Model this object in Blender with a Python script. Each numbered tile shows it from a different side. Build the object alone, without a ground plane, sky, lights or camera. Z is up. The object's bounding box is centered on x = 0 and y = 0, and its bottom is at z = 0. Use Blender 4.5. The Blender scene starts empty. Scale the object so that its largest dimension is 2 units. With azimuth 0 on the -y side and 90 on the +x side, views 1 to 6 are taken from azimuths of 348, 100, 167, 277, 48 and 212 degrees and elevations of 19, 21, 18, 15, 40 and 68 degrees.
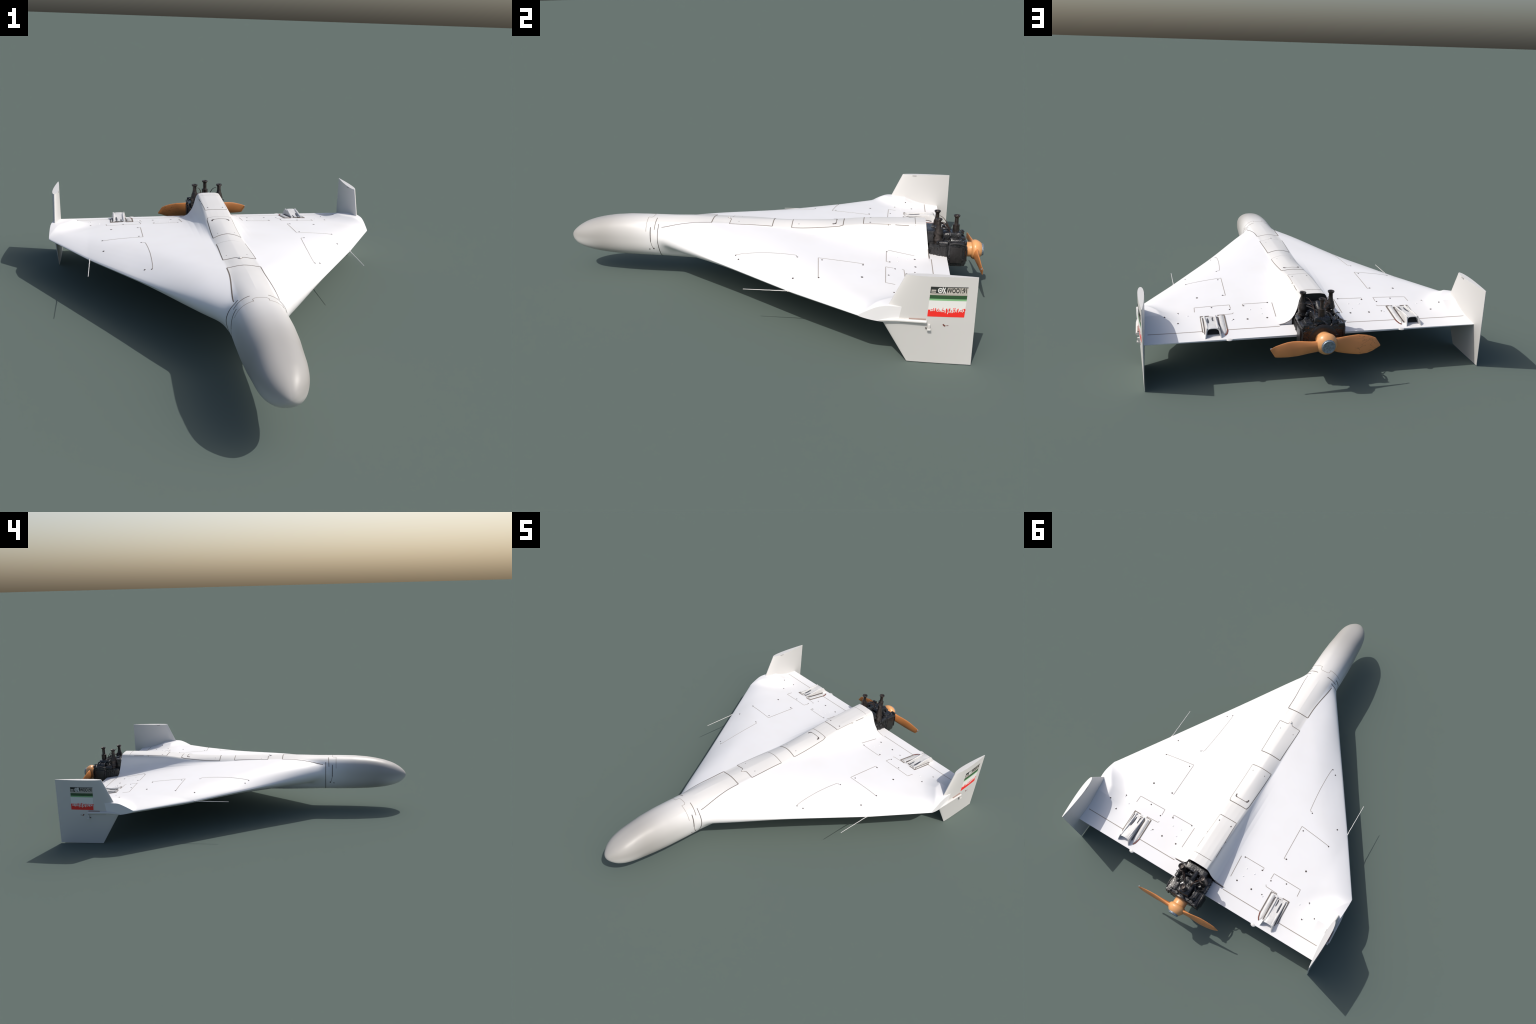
# White delta-wing drone: smooth blended body, twin end-plate fins, dark pusher engine, orange propeller.
import bpy, bmesh, math, random
import numpy as np
from mathutils import Vector, Matrix, noise

rng = random.Random(7)

# ------------------------------------------------------------------ body surface
def sstep(a, b, x):
    t = np.clip((x - a) / (b - a), 0, 1)
    return t * t * (3 - 2 * t)

def smax(a, b, k):
    h = np.clip(.5 + .5 * (a - b) / k, 0, 1)
    return b * (1 - h) + a * h + k * h * (1 - h)

def smin(a, b, k):
    return -smax(-a, -b, k)

TE = .833                       # trailing edge of the wing
CUT = .752                      # rear end of the dorsal fairing (added dark plate)
NOSE_Y = [-1.0, -.983, -.958, -.92, -.869, -.819, -.768, -.691, -.6, -.5]
NOSE_R = [0, .0289, .0482, .0656, .0798, .0887, .0945, .0988, .0998, .0998]
NOSE_Z = [.189, .189, .1905, .194, .197, .1995, .2015, .203, .203, .203]
_ny = np.linspace(-1, -.5, 800)
_nr2 = np.interp(_ny, NOSE_Y, np.array(NOSE_R) ** 2)
_ker = np.hanning(61); _ker /= _ker.sum()
_nr2s = np.convolve(np.pad(_nr2, 30, mode='reflect', reflect_type='odd'), _ker, 'valid')
_nr2s[0] = 0
_nzs = np.convolve(np.pad(np.interp(_ny, NOSE_Y, NOSE_Z), 30, mode='edge'), _ker, 'valid')

def fus_r(y):  return np.sqrt(np.clip(np.interp(y, _ny, _nr2s), 0, 1))
def fus_zc(y): return np.interp(y, _ny, _nzs)
def fus_rx(y): return fus_r(y) * (.925 + .22 * sstep(-.80, -.99, y))
def wing_s(y): return .5605 + (y - .178) * np.where(y > .178, .638, .660)

def half_span(y):
    s = smax(fus_rx(y), wing_s(y), .012)
    s = np.minimum(s, .7465)
    return s - .0125 * sstep(.48, .72, y) - .010 * sstep(.70, .755, y)

def le_y(x):
    """leading edge of the wing, carried on straight inside the body"""
    ax = np.abs(x)
    return .178 + (ax - .5605) / np.where(ax > .5605, .638, .660)

# half thickness of the wing section over its chord (fraction of the chord)
GU = [0, .01, .03, .06, .083, .111, .14, .20, .264, .32, .38, .45, .55, .65, .734, .80, .90, 1]
GT = [0, .0075, .0142, .0225, .0283, .0345, .0407, .0512, .0588, .0615, .0613, .0587, .0535, .0470, .0390, .0300, .0160, .0036]
_gw = np.linspace(0, 1, 600)
_k4 = np.hanning(57); _k4 /= _k4.sum()
_gt = np.convolve(np.pad(np.interp(_gw ** 2, GU, GT), 28, mode='reflect', reflect_type='odd'), _k4, 'valid')

def section(u):
    return np.interp(np.sqrt(np.clip(u, 0, 1)), _gw, _gt)

def naca(u):
    u = np.clip(u, 0, 1)
    return 5 * (.2969 * np.sqrt(u) - .126 * u - .3516 * u ** 2 + .2843 * u ** 3 - .1036 * u ** 4)

def mid(x, y):
    """mean line: the leading edge climbs towards the root"""
    l = le_y(x); u = np.clip((y - l) / (TE - l), 0, 1)
    z0 = .187 + .065 * np.maximum(.57 - np.abs(x), 0)
    m = z0 + (.175 - z0) * u
    n = fus_zc(y)
    return n + (m - n) * sstep(-.62, -.46, y)

def half_t(x, y):
    l = le_y(x); c = TE - l; u = (y - l) / c
    w = sstep(.40, .13, np.abs(x)) * sstep(.36, .2, u)      # blunter towards the root
    return c * (section(u) * (1 - w) + .125 * naca(u) * w)

PX = [0, .03, .05, .058, .063, .068, .074, .083, .102, .125, .149, .19, .3]
PV = [1, .995, .965, .89, .79, .63, .473, .325, .130, .05, .016, 0, 0]
_px = np.linspace(0, .3, 601)
_k2 = np.hanning(13); _k2 /= _k2.sum()
_pv = np.convolve(np.pad(np.interp(_px, PX, PV), 6, mode='edge'), _k2, 'valid')
SY = [-.5, -.2, .03, .13, .36, .45, .60, .69, .76]
SZ = [.303, .302, .301, .301, .306, .315, .321, .323, .324]
_sy = np.linspace(-.6, .8, 700)
_k3 = np.hanning(61); _k3 /= _k3.sum()
_sz = np.convolve(np.pad(np.interp(_sy, SY, SZ), 30, mode='edge'), _k3, 'valid')

def spine_p(x, y):
    ax = np.abs(x)
    rear = np.interp(ax, _px, _pv)
    front = np.clip(1 - (ax / .066) ** 2, 0, 1)
    w = sstep(.05, .42, y)
    return front * (1 - w) + rear * w

def tip_bump(x, y):
    """the tip sweeps up to the fin behind a slanting crease, crests at y = .655 and falls away to the hinge"""
    x = np.abs(x); yc = np.minimum(y, .655)
    d = .79 * (x - .746) + .613 * (yc - .487) - .45 * np.maximum(yc - .60, 0)
    t = np.clip((d + .07) / .07, 0, 1)
    b = .023 * t * t + .02 * np.clip(d, 0, .06) - .0025 * np.exp(-((d + .085) / .04) ** 2)
    fall = np.clip((.775 - y) / (.775 - .655), 0, 1) ** 2
    return b * sstep(.45, .56, yc) * np.where(y < .655, 1, fall)

def ztop(x, y):
    x = np.asarray(x, float); y = np.asarray(y, float)
    zw = mid(x, y) + half_t(x, y)
    z0 = mid(0 * x, y) + half_t(0 * x, y)
    A = np.clip(np.interp(y, _sy, _sz) - z0, 0, 1) * sstep(-.45, -.2, y) * (y <= CUT + 1e-6)
    z = zw + A * spine_p(x, y) + tip_bump(x, y)
    rz = fus_r(y); rx = fus_rx(y); zc = fus_zc(y)
    q = np.clip(np.abs(x) / np.maximum(rx, 1e-6), 0, 1)
    zf = zc + rz * (1 - q ** 2.35) ** (1 / 2.35) - np.maximum(np.abs(x) - rx, 0) * 6
    zf = zf - .3 * sstep(-.2, .5, y)
    k = .012 * sstep(-.62, -.5, y) - .008 * sstep(-.4, -.2, y) + 1e-5
    return np.where(y < .5, smax(zf, z, k), z)

def zbot(x, y):
    x = np.asarray(x, float); y = np.asarray(y, float)
    z = mid(x, y) - half_t(x, y) * (.86 + .14 * sstep(.12, .0, y - le_y(x)))
    rz = fus_r(y); rx = fus_rx(y); zc = fus_zc(y)
    q = np.clip(np.abs(x) / np.maximum(rx, 1e-6), 0, 1)
    zf = zc - rz * (1 - q ** 2.35) ** (1 / 2.35) + np.maximum(np.abs(x) - rx, 0) * 6
    zf = zf + .3 * sstep(.0, .9, y)
    k = (.014 + .05 * sstep(.1, -.3, y)) * sstep(-.58, -.46, y) + 1e-5
    return np.where(y < .7, smin(zf, z, k), z)

SNAP = []
def shear(x, y):
    """the fairing's rear end leans forward towards the top"""
    return y - .017 * np.interp(np.abs(x), _px, _pv) * sstep(.58, CUT, y) * (y <= CUT + 1e-6)

def surf(x, y, lift=0.0):
    if SNAP and -.60 < y < -.36:
        h = SNAP[0].ray_cast(Vector((float(x), float(y), .6)), Vector((0, 0, -1)))[0]
        if h is not None: return h + Vector((0, 0, lift))
    return Vector((float(x), float(shear(x, y)), float(ztop(x, y)) + lift))

def surf_normal(x, y):
    e = .0015
    dx = (float(ztop(x + e, y)) - float(ztop(x - e, y))) / (2 * e)
    dy = (float(ztop(x, y + e)) - float(ztop(x, y - e))) / (2 * e)
    return Vector((-dx, -dy, 1)).normalized()

# ------------------------------------------------------------------ materials
def new_mat(name):
    m = bpy.data.materials.new(name); m.use_nodes = True
    nt = m.node_tree
    return m, nt, nt.nodes['Principled BSDF']

def plain(name, col, rough=.5, metal=0., bump=0., bscale=200., var=0., vscale=20., coat=0.):
    m, nt, b = new_mat(name)
    b.inputs['Roughness'].default_value = rough
    b.inputs['Metallic'].default_value = metal
    b.inputs['Coat Weight'].default_value = coat
    b.inputs['Base Color'].default_value = (*col, 1)
    tc = nt.nodes.new('ShaderNodeTexCoord')
    if var:
        n = nt.nodes.new('ShaderNodeTexNoise'); n.inputs['Scale'].default_value = vscale
        n.inputs['Detail'].default_value = 5
        r = nt.nodes.new('ShaderNodeValToRGB')
        r.color_ramp.elements[0].position = .35; r.color_ramp.elements[1].position = .7
        r.color_ramp.elements[0].color = (*[c * (1 - var) for c in col], 1)
        r.color_ramp.elements[1].color = (*col, 1)
        nt.links.new(tc.outputs['Object'], n.inputs['Vector'])
        nt.links.new(n.outputs['Fac'], r.inputs['Fac'])
        nt.links.new(r.outputs['Color'], b.inputs['Base Color'])
    if bump:
        n = nt.nodes.new('ShaderNodeTexNoise'); n.inputs['Scale'].default_value = bscale
        n.inputs['Detail'].default_value = 4
        bp = nt.nodes.new('ShaderNodeBump'); bp.inputs['Strength'].default_value = bump
        bp.inputs['Distance'].default_value = .003
        nt.links.new(tc.outputs['Object'], n.inputs['Vector'])
        nt.links.new(n.outputs['Fac'], bp.inputs['Height'])
        nt.links.new(bp.outputs['Normal'], b.inputs['Normal'])
    return m

def math_node(nt, op, a, b=None, clamp=False):
    n = nt.nodes.new('ShaderNodeMath'); n.operation = op; n.use_clamp = clamp
    for i, v in enumerate((a, b)):
        if v is None: continue
        if isinstance(v, (int, float)): n.inputs[i].default_value = v
        else: nt.links.new(v, n.inputs[i])
    return n.outputs[0]

def ramp01(nt, v, a, b):
    n = nt.nodes.new('ShaderNodeMapRange'); n.interpolation_type = 'SMOOTHSTEP'
    n.inputs['From Min'].default_value = a; n.inputs['From Max'].default_value = b
    nt.links.new(v, n.inputs['Value'])
    return n.outputs['Result']

WHITE = (.765, .76, .765); SPINE = (.645, .635, .62); NOSE = (.36, .35, .335)
def make_skin_paint():
    m, nt, b = new_mat('white_paint')
    tc = nt.nodes.new('ShaderNodeTexCoord')
    sep = nt.nodes.new('ShaderNodeSeparateXYZ'); nt.links.new(tc.outputs['Object'], sep.inputs[0])
    ax = math_node(nt, 'ABSOLUTE', sep.outputs['X'])
    strip = math_node(nt, 'SUBTRACT', 1., ramp01(nt, ax, .055, .0655))
    rear = ramp01(nt, sep.outputs['Y'], -.56, -.40)
    top = ramp01(nt, sep.outputs['Z'], .262, .285)
    strip = math_node(nt, 'MULTIPLY', strip, top)
    nose = math_node(nt, 'SUBTRACT', 1., ramp01(nt, sep.outputs['Y'], -.70, -.49))
    tipm = math_node(nt, 'SUBTRACT', 1., ramp01(nt, sep.outputs['Y'], -.86, -.52))
    mx = nt.nodes.new('ShaderNodeMix'); mx.data_type = 'RGBA'
    mx.inputs[6].default_value = (*WHITE, 1); mx.inputs[7].default_value = (*SPINE, 1)
    both = math_node(nt, 'MAXIMUM', strip, nose)
    nt.links.new(both, mx.inputs[0])
    mx2 = nt.nodes.new('ShaderNodeMix'); mx2.data_type = 'RGBA'
    mx2.inputs[7].default_value = (*NOSE, 1)
    nt.links.new(tipm, mx2.inputs[0]); nt.links.new(mx.outputs[2], mx2.inputs[6])
    low = math_node(nt, 'MULTIPLY', math_node(nt, 'SUBTRACT', 1., ramp01(nt, sep.outputs['Y'], -.965, -.80)),
                    math_node(nt, 'SUBTRACT', 1., ramp01(nt, sep.outputs['Z'], .155, .215)))
    mxl = nt.nodes.new('ShaderNodeMix'); mxl.data_type = 'RGBA'
    mxl.inputs[7].default_value = (.60, .59, .575, 1)  # highlight along the lower nose tip, painted into the colour
    nt.links.new(low, mxl.inputs[0]); nt.links.new(mx2.outputs[2], mxl.inputs[6])
    mx2 = mxl
    # faint grime
    n = nt.nodes.new('ShaderNodeTexNoise'); n.inputs['Scale'].default_value = 6; n.inputs['Detail'].default_value = 6
    nt.links.new(tc.outputs['Object'], n.inputs['Vector'])
    g = ramp01(nt, n.outputs['Fac'], .35, .75)
    mx3 = nt.nodes.new('ShaderNodeMix'); mx3.data_type = 'RGBA'; mx3.blend_type = 'MULTIPLY'
    mx3.inputs[7].default_value = (.975, .97, .96, 1)
    nt.links.new(g, mx3.inputs[0]); nt.links.new(mx2.outputs[2], mx3.inputs[6])
    nt.links.new(mx3.outputs[2], b.inputs['Base Color'])
    b.inputs['Roughness'].default_value = .42
    b.inputs['Specular IOR Level'].default_value = .4
    return m

M_SKIN = make_skin_paint()
M_WHITE = plain('white_fin_paint', (.61, .60, .58), .48, .08)
M_HATCH = plain('grey_white_paint', (.70, .69, .675), .45)
M_SEAM = plain('seam_brown', (.16, .135, .115), .8)
M_SEAM_F = plain('seam_faint', (.30, .265, .235), .8)
M_SCREW = plain('screw_brown', (.07, .055, .05), .6)
M_BAY = plain('bay_white', (.68, .67, .655), .35, .1, var=.12, vscale=60, bump=.25, bscale=90)
M_DARK_PATCH = plain('dark_patch_grey', (.055, .06, .075), .7)
M_DARK_FILL = plain('fill_dark', (.012, .013, .015), .8)
M_BLACK = plain('engine_black', (.022, .022, .024), .24, bump=.55, bscale=190, var=.45, vscale=70, coat=.3)
M_BLACK2 = plain('engine_black_smooth', (.03, .028, .028), .3, bump=.3, bscale=260, var=.4, vscale=90)
M_STACK = plain('stack_gunmetal', (.075, .062, .056), .33, metal=.55, bump=.25, bscale=160, var=.5, vscale=90)
M_WIRE = plain('wire_brown', (.05, .025, .015), .4)
M_WOOD = plain('orange_wood', (.70, .27, .085), .38, var=.12, vscale=16)
M_CAP = plain('hub_cap_steel', (.30, .36, .42), .4, metal=.45, bump=.8, bscale=140, var=.4, vscale=120)
M_BLUSH = plain('spinner_wood', (.74, .36, .14), .35, var=.1, vscale=20)
M_RED = plain('flag_red', (.80, .025, .018), .5)
M_GREEN = plain('flag_green', (.025, .085, .03), .5)
M_LGREEN = plain('flag_light_green', (.22, .46, .22), .5)
M_FWHITE = plain('flag_white', (.74, .74, .71), .5)
M_FGREY = plain('flag_grey', (.50, .47, .42), .5)
M_DARK = plain('flag_black', (.018, .022, .02), .6)
M_RUST = plain('mark_rust', (.16, .05, .035), .7)

def wood_marked():
    """the rear face of one blade carries burnt scribbles near the tip"""
    m, nt, b = new_mat('orange_wood_marked')
    tc = nt.nodes.new('ShaderNodeTexCoord')
    sep = nt.nodes.new('ShaderNodeSeparateXYZ'); nt.links.new(tc.outputs['Object'], sep.inputs[0])
    mp = nt.nodes.new('ShaderNodeMapping'); mp.inputs['Scale'].default_value = (9, 5, 26)
    nt.links.new(tc.outputs['Object'], mp.inputs[0])
    n = nt.nodes.new('ShaderNodeTexNoise'); n.inputs['Scale'].default_value = 2.6; n.inputs['Detail'].default_value = 3
    nt.links.new(mp.outputs[0], n.inputs['Vector'])
    d = math_node(nt, 'ABSOLUTE', math_node(nt, 'SUBTRACT', n.outputs['Fac'], .5))
    line = math_node(nt, 'SUBTRACT', 1., ramp01(nt, d, .004, .014))
    ax = math_node(nt, 'ABSOLUTE', sep.outputs['X'])
    m1 = ramp01(nt, ax, .115, .14)
    m2 = math_node(nt, 'SUBTRACT', 1., ramp01(nt, ax, .21, .228))
    mask = math_node(nt, 'MULTIPLY', math_node(nt, 'MULTIPLY', m1, m2), .62)
    f = math_node(nt, 'MULTIPLY', line, mask)
    mx = nt.nodes.new('ShaderNodeMix'); mx.data_type = 'RGBA'
    mx.inputs[6].default_value = (.70, .27, .085, 1); mx.inputs[7].default_value = (.20, .085, .03, 1)
    nt.links.new(f, mx.inputs[0]); nt.links.new(mx.outputs[2], b.inputs['Base Color'])
    b.inputs['Roughness'].default_value = .42
    return m
M_WOOD_M = wood_marked()

# ------------------------------------------------------------------ object helpers
def empty(name, parent=None, loc=(0, 0, 0)):
    o = bpy.data.objects.new(name, None); bpy.context.scene.collection.objects.link(o)
    o.empty_display_size = .05; o.location = loc
    if parent: o.parent = parent
    return o

def link_obj(name, me, mat, parent, smooth=True, angle=None):
    if mat and not me.materials: me.materials.append(mat)
    if smooth and len(me.polygons):
        me.polygons.foreach_set('use_smooth', [True] * len(me.polygons))
        if angle is not None:
            me.set_sharp_from_angle(angle=math.radians(angle))
    o = bpy.data.objects.new(name, me); bpy.context.scene.collection.objects.link(o)
    o.parent = parent
    return o

def mesh_obj(name, V, F, mat, parent, smooth=True, angle=35):
    me = bpy.data.meshes.new(name); me.from_pydata([tuple(v) for v in V], [], F); me.update()
    bm = bmesh.new(); bm.from_mesh(me)
    bmesh.ops.recalc_face_normals(bm, faces=bm.faces); bm.to_mesh(me); bm.free()
    return link_obj(name, me, mat, parent, smooth, angle)

def loft(rings, cap=True, closed=True):
    n = len(rings[0]); V = [p for r in rings for p in r]; F = []
    for i in range(len(rings) - 1):
        for j in range(n if closed else n - 1):
            k = (j + 1) % n
            F.append((i * n + j, i * n + k, (i + 1) * n + k, (i + 1) * n + j))
    if cap:
        F.append(tuple(range(n - 1, -1, -1))); F.append(tuple((len(rings) - 1) * n + j for j in range(n)))
    return V, F

def lathe(profile, origin, axis, n=28, cap=True):
    """profile: (distance along the axis, radius)"""
    ax = Vector(axis).normalized()
    u = ax.orthogonal().normalized(); w = ax.cross(u); o = Vector(origin)
    rings = [[o + ax * t + (u * math.cos(a) + w * math.sin(a)) * r
              for a in (2 * math.pi * k / n for k in range(n))] for t, r in profile]
    return loft(rings, cap)

def tube(points, radius, n=8, taper=None):
    pts = [Vector(p) for p in points]; rings = []
    for i, p in enumerate(pts):
        d = (pts[min(i + 1, len(pts) - 1)] - pts[max(i - 1, 0)]).normalized()
        u = d.cross(Vector((0, 0, 1)))
        u = u.normalized() if u.length > 1e-4 else Vector((1, 0, 0))
        w = u.cross(d)
        r = radius if taper is None else radius + (taper - radius) * i / (len(pts) - 1)
        rings.append([p + (u * math.cos(a) + w * math.sin(a)) * r for a in (2 * math.pi * k / n for k in range(n))])
    return loft(rings)

def bevel_box(name, lo, hi, mat, parent, r=.004, lump=0., seg=2, taper_top=0., taper_rear=0., cuts=0, freq=60):
    bm = bmesh.new(); bmesh.ops.create_cube(bm, size=1)
    c = [(a + b) / 2 for a, b in zip(lo, hi)]; s = [b - a for a, b in zip(lo, hi)]
    for v in bm.verts:
        tx = 1 - (taper_top if v.co.z > 0 else 0); ty = 1 - (taper_rear if v.co.y > 0 else 0)
        v.co = Vector((c[0] + v.co.x * s[0] * tx * ty, c[1] + v.co.y * s[1] * tx, c[2] + v.co.z * s[2]))
    bmesh.ops.bevel(bm, geom=bm.edges[:], offset=r, segments=seg, affect='EDGES', profile=.6)
    if cuts:
        bmesh.ops.subdivide_edges(bm, edges=[e for e in bm.edges if e.calc_length() > .012], cuts=cuts, use_grid_fill=True)
        bmesh.ops.triangulate(bm, faces=[f for f in bm.faces if len(f.verts) > 4])
    if lump:
        bm.normal_update()
        mv = [(v, v.normal * (noise.noise(v.co * freq) * lump + abs(noise.noise(v.co * freq * 2.7)) * lump * .7)) for v in bm.verts]
        for v, d in mv: v.co += d
    me = bpy.data.meshes.new(name); bm.to_mesh(me); bm.free()
    return link_obj(name, me, mat, parent, True, 40)

drone = empty('delta_wing_drone')
drone['label'] = 'white delta-wing drone with twin tail fins and orange rear propeller'
drone['category'] = 'drone'

# ------------------------------------------------------------------ skin grid
NI, NO = 56, 84                  # columns inboard of x=.12 and outboard of it
N = NI + NO
def columns(y):
    s = float(half_span(y)); t = np.linspace(0, 1, N + 1)
    simple = s * np.sin(t * math.pi / 2)
    B = min(.126, .8 * s)
    inner = np.linspace(0, B, NI + 1)
    q = np.linspace(0, 1, NO + 1)[1:]
    outer = B + (s - B) * (.35 * q + .65 * np.sin(q * math.pi / 2)) if s > 0 else inner[:1].repeat(NO)
    outer = B + (s - B) * np.sin(q * math.pi / 2) ** 1.15
    grid = np.concatenate([inner, outer])
    w = float(sstep(.10, .24, s))
    return simple * (1 - w) + grid * w

rows = np.concatenate([
    -1 + .25 * (1 - np.cos(np.linspace(0, math.pi / 2, 44))),
    np.linspace(-.75, -.6, 14)[1:], np.linspace(-.6, -.30, 64)[1:], np.linspace(-.30, .44, 96)[1:],
    np.linspace(.44, .50, 40)[1:], np.linspace(.50, .65, 30)[1:], [.6535, .655, .6565, .66],
    np.linspace(.66, CUT, 24)[1:], [CUT + .003, .7605, .7635], np.linspace(.7635, TE, 18)[1:]])
R = len(rows); C = 2 * (2 * N + 1)
V = np.zeros((R, C, 3)); COLX = np.zeros((R, C))
for i, y in enumerate(rows):
    xc = columns(y); xs = np.concatenate([-xc[:0:-1], xc])
    yy = np.full_like(xs, y)
    zt = ztop(xs, yy); zb = zbot(xs, yy); e = half_span(y)
    if y < .468:                       # leading edge closes on the mean line
        m = float(.5 * (zt[-1] + zb[-1])); zt[0] = zt[-1] = zb[0] = zb[-1] = m
    zb = np.minimum(zb, zt)
    V[i, :2 * N + 1] = np.stack([xs, shear(xs, yy), zt], 1)
    V[i, 2 * N + 1:] = np.stack([xs[::-1], yy, zb[::-1]], 1)
# soften the corner where the leading edge leaves the body
ax = np.abs(V[:, :, 0]); yy = V[:, :, 1]
soft = sstep(-.585, -.535, yy) * sstep(-.40, -.47, yy) * sstep(.066, .086, ax) * sstep(.20, .14, ax)
soft *= np.where(V[:, :, 2] > .245, sstep(.275, .25, V[:, :, 2]), 1)
for _ in range(70):
    nb = (np.roll(V, 1, 1) + np.roll(V, -1, 1)) / 4
    nb[1:-1] += (V[2:] + V[:-2]) / 4
    nb[0], nb[-1] = V[0], V[-1]
    V = V + (nb - V) * (soft * .8)[:, :, None]
    for p, q in ((2 * N, 2 * N + 1), (0, C - 1)):
        m = (V[:, p] + V[:, q]) / 2; k = rows < -.3
        V[k, p] = m[k]; V[k, q] = m[k]
verts = V.reshape(-1, 3)

regions = {}
def put(key, f, flat=False): regions.setdefault(key, []).append((f, flat))
half = 2 * N + 1
FUS_COL = int(round(.0625 / (.126 / NI)))
for i in range(R - 1):
    y = .5 * (rows[i] + rows[i + 1])
    for j in range(C):
        k = (j + 1) % C
        f = (i * C + j, i * C + k, (i + 1) * C + k, (i + 1) * C + j)
        top = j < half - 1; edge = j in (half - 1, C - 1)
        col = abs(j - N) if j < half else abs((C - 1 - j) - N)
        x = .5 * (V[i, j, 0] + V[i, k, 0])
        if edge:
            if y > .468: put('wing_tip', f, True)
            continue
        if top and CUT < y < CUT + .003 and abs(x) < .15: continue
        if y < -.52: key = 'nose_cone'
        elif abs(x) > .115 and y > .7635: key = 'elevon_r' if x > 0 else 'elevon_l'
        elif abs(j - N + .5) < FUS_COL or abs((C - 1 - j) - N - .5) < FUS_COL: key = 'fuselage'
        else: key = 'wing_r' if x > 0 else 'wing_l'
        put(key, f)
for j in range(half - 1):             # blunt trailing edge
    a = (R - 1) * C
    f = (a + j, a + j + 1, a + C - 2 - j, a + C - 1 - j)
    x = V[-1, j, 0]
    put('elevon_r' if x > .115 else 'elevon_l' if x < -.115 else 'fuselage', f, True)

# weld coincident vertices (nose tip, leading edge) before computing normals
key = np.round(verts * 2e5).astype(np.int64)
_, first, inv = np.unique(key, axis=0, return_index=True, return_inverse=True)
inv = inv.reshape(-1); remap = first[inv]
VN = np.zeros_like(verts)
for k, fs in regions.items():
    idx = np.array([f for f, flat in fs if not flat])
    if not len(idx): continue
    idx = remap[idx]
    d1 = verts[idx[:, 2]] - verts[idx[:, 0]]; d2 = verts[idx[:, 3]] - verts[idx[:, 1]]
    fn = np.cross(d1, d2)
    for c in range(4): np.add.at(VN, idx[:, c], fn)
ln = np.linalg.norm(VN, axis=1, keepdims=True); VN = VN / np.maximum(ln, 1e-12)
# outward orientation
if VN[remap[(R // 2) * C + N], 2] < 0: VN = -VN; FLIP = True
else: FLIP = False

NAMES = {'nose_cone': 'nose_cone', 'fuselage': 'fuselage', 'wing_r': 'wing', 'wing_l': 'wing',
         'elevon_r': 'elevon', 'elevon_l': 'elevon', 'wing_tip': 'wing_tip'}
def build_region(name, fs):
    used = {}; vv = []; ff = []; ln = []
    for f, flat in fs:
        g = []
        for v in f:
            v = int(remap[v])
            if v not in g: g.append(v)
        if len(g) < 3: continue
        if FLIP: g = g[::-1]
        p = verts[g]
        nf = np.cross(p[2] - p[0], (p[3] if len(g) > 3 else p[1]) - p[1] if len(g) > 3 else p[2] - p[1])
        n_ = np.linalg.norm(nf)
        if n_ < 1e-14: continue
        nf = nf / n_
        q = []
        for v in g:
            if v not in used: used[v] = len(vv); vv.append(tuple(verts[v]))
            q.append(used[v]); ln.append(tuple(nf) if flat else tuple(VN[v]))
        ff.append(q)
    me = bpy.data.meshes.new(name); me.from_pydata(vv, [], ff); me.update()
    me.polygons.foreach_set('use_smooth', [True] * len(me.polygons))
    me.normals_split_custom_set(ln)
    me.materials.append(M_SKIN)
    o = bpy.data.objects.new(name, me); bpy.context.scene.collection.objects.link(o); o.parent = drone
    return o
parts = {}
for k, fs in regions.items(): parts[k] = build_region(NAMES[k], fs)
fus = parts['fuselage']

from mathutils.bvhtree import BVHTree
_tri = []; _vv = []
for o in list(parts.values()):
    off = len(_vv); _vv += [v.co.copy() for v in o.data.vertices]
    _tri += [tuple(off + i for i in p.vertices) for p in o.data.polygons]
BVH = BVHTree.FromPolygons(_vv, _tri); SNAP.append(BVH)

# ------------------------------------------------------------------ seams, screws, hatches
def resample(pts, step=.006):
    out = [pts[0]]
    for a, b in zip(pts[:-1], pts[1:]):
        L = math.hypot(b[0] - a[0], b[1] - a[1]); n = max(1, int(L / step))
        out += [(a[0] + (b[0] - a[0]) * t / n, a[1] + (b[1] - a[1]) * t / n) for t in range(1, n + 1)]
    return out

def seam(pts, w=.0022, mat=None, parent=None, lift=.0004, step=.006, name='panel_seam', pos=None):
    """a narrow raised dark bead along the skin, added in place of a cut groove"""
    w *= 1.6
    P = resample(pts, step); rings = []
    Q = [surf(x, y) for x, y in P] if pos is None else [pos(*p) for p in P]
    for i, p in enumerate(Q):
        d = (Q[min(i + 1, len(Q) - 1)] - Q[max(i - 1, 0)]).normalized()
        n = surf_normal(*P[i]) if pos is None else pos(*P[i], normal=True)
        s = d.cross(n).normalized(); h = w / 2
        rings.append([p - s * h - n * .002, p - s * h * .8 + n * lift, p + s * h * .8 + n * lift, p + s * h - n * .002])
    Vv, F = loft(rings)
    return mesh_obj(name, Vv, F, mat or M_SEAM, parent or drone, smooth=False)

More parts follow.
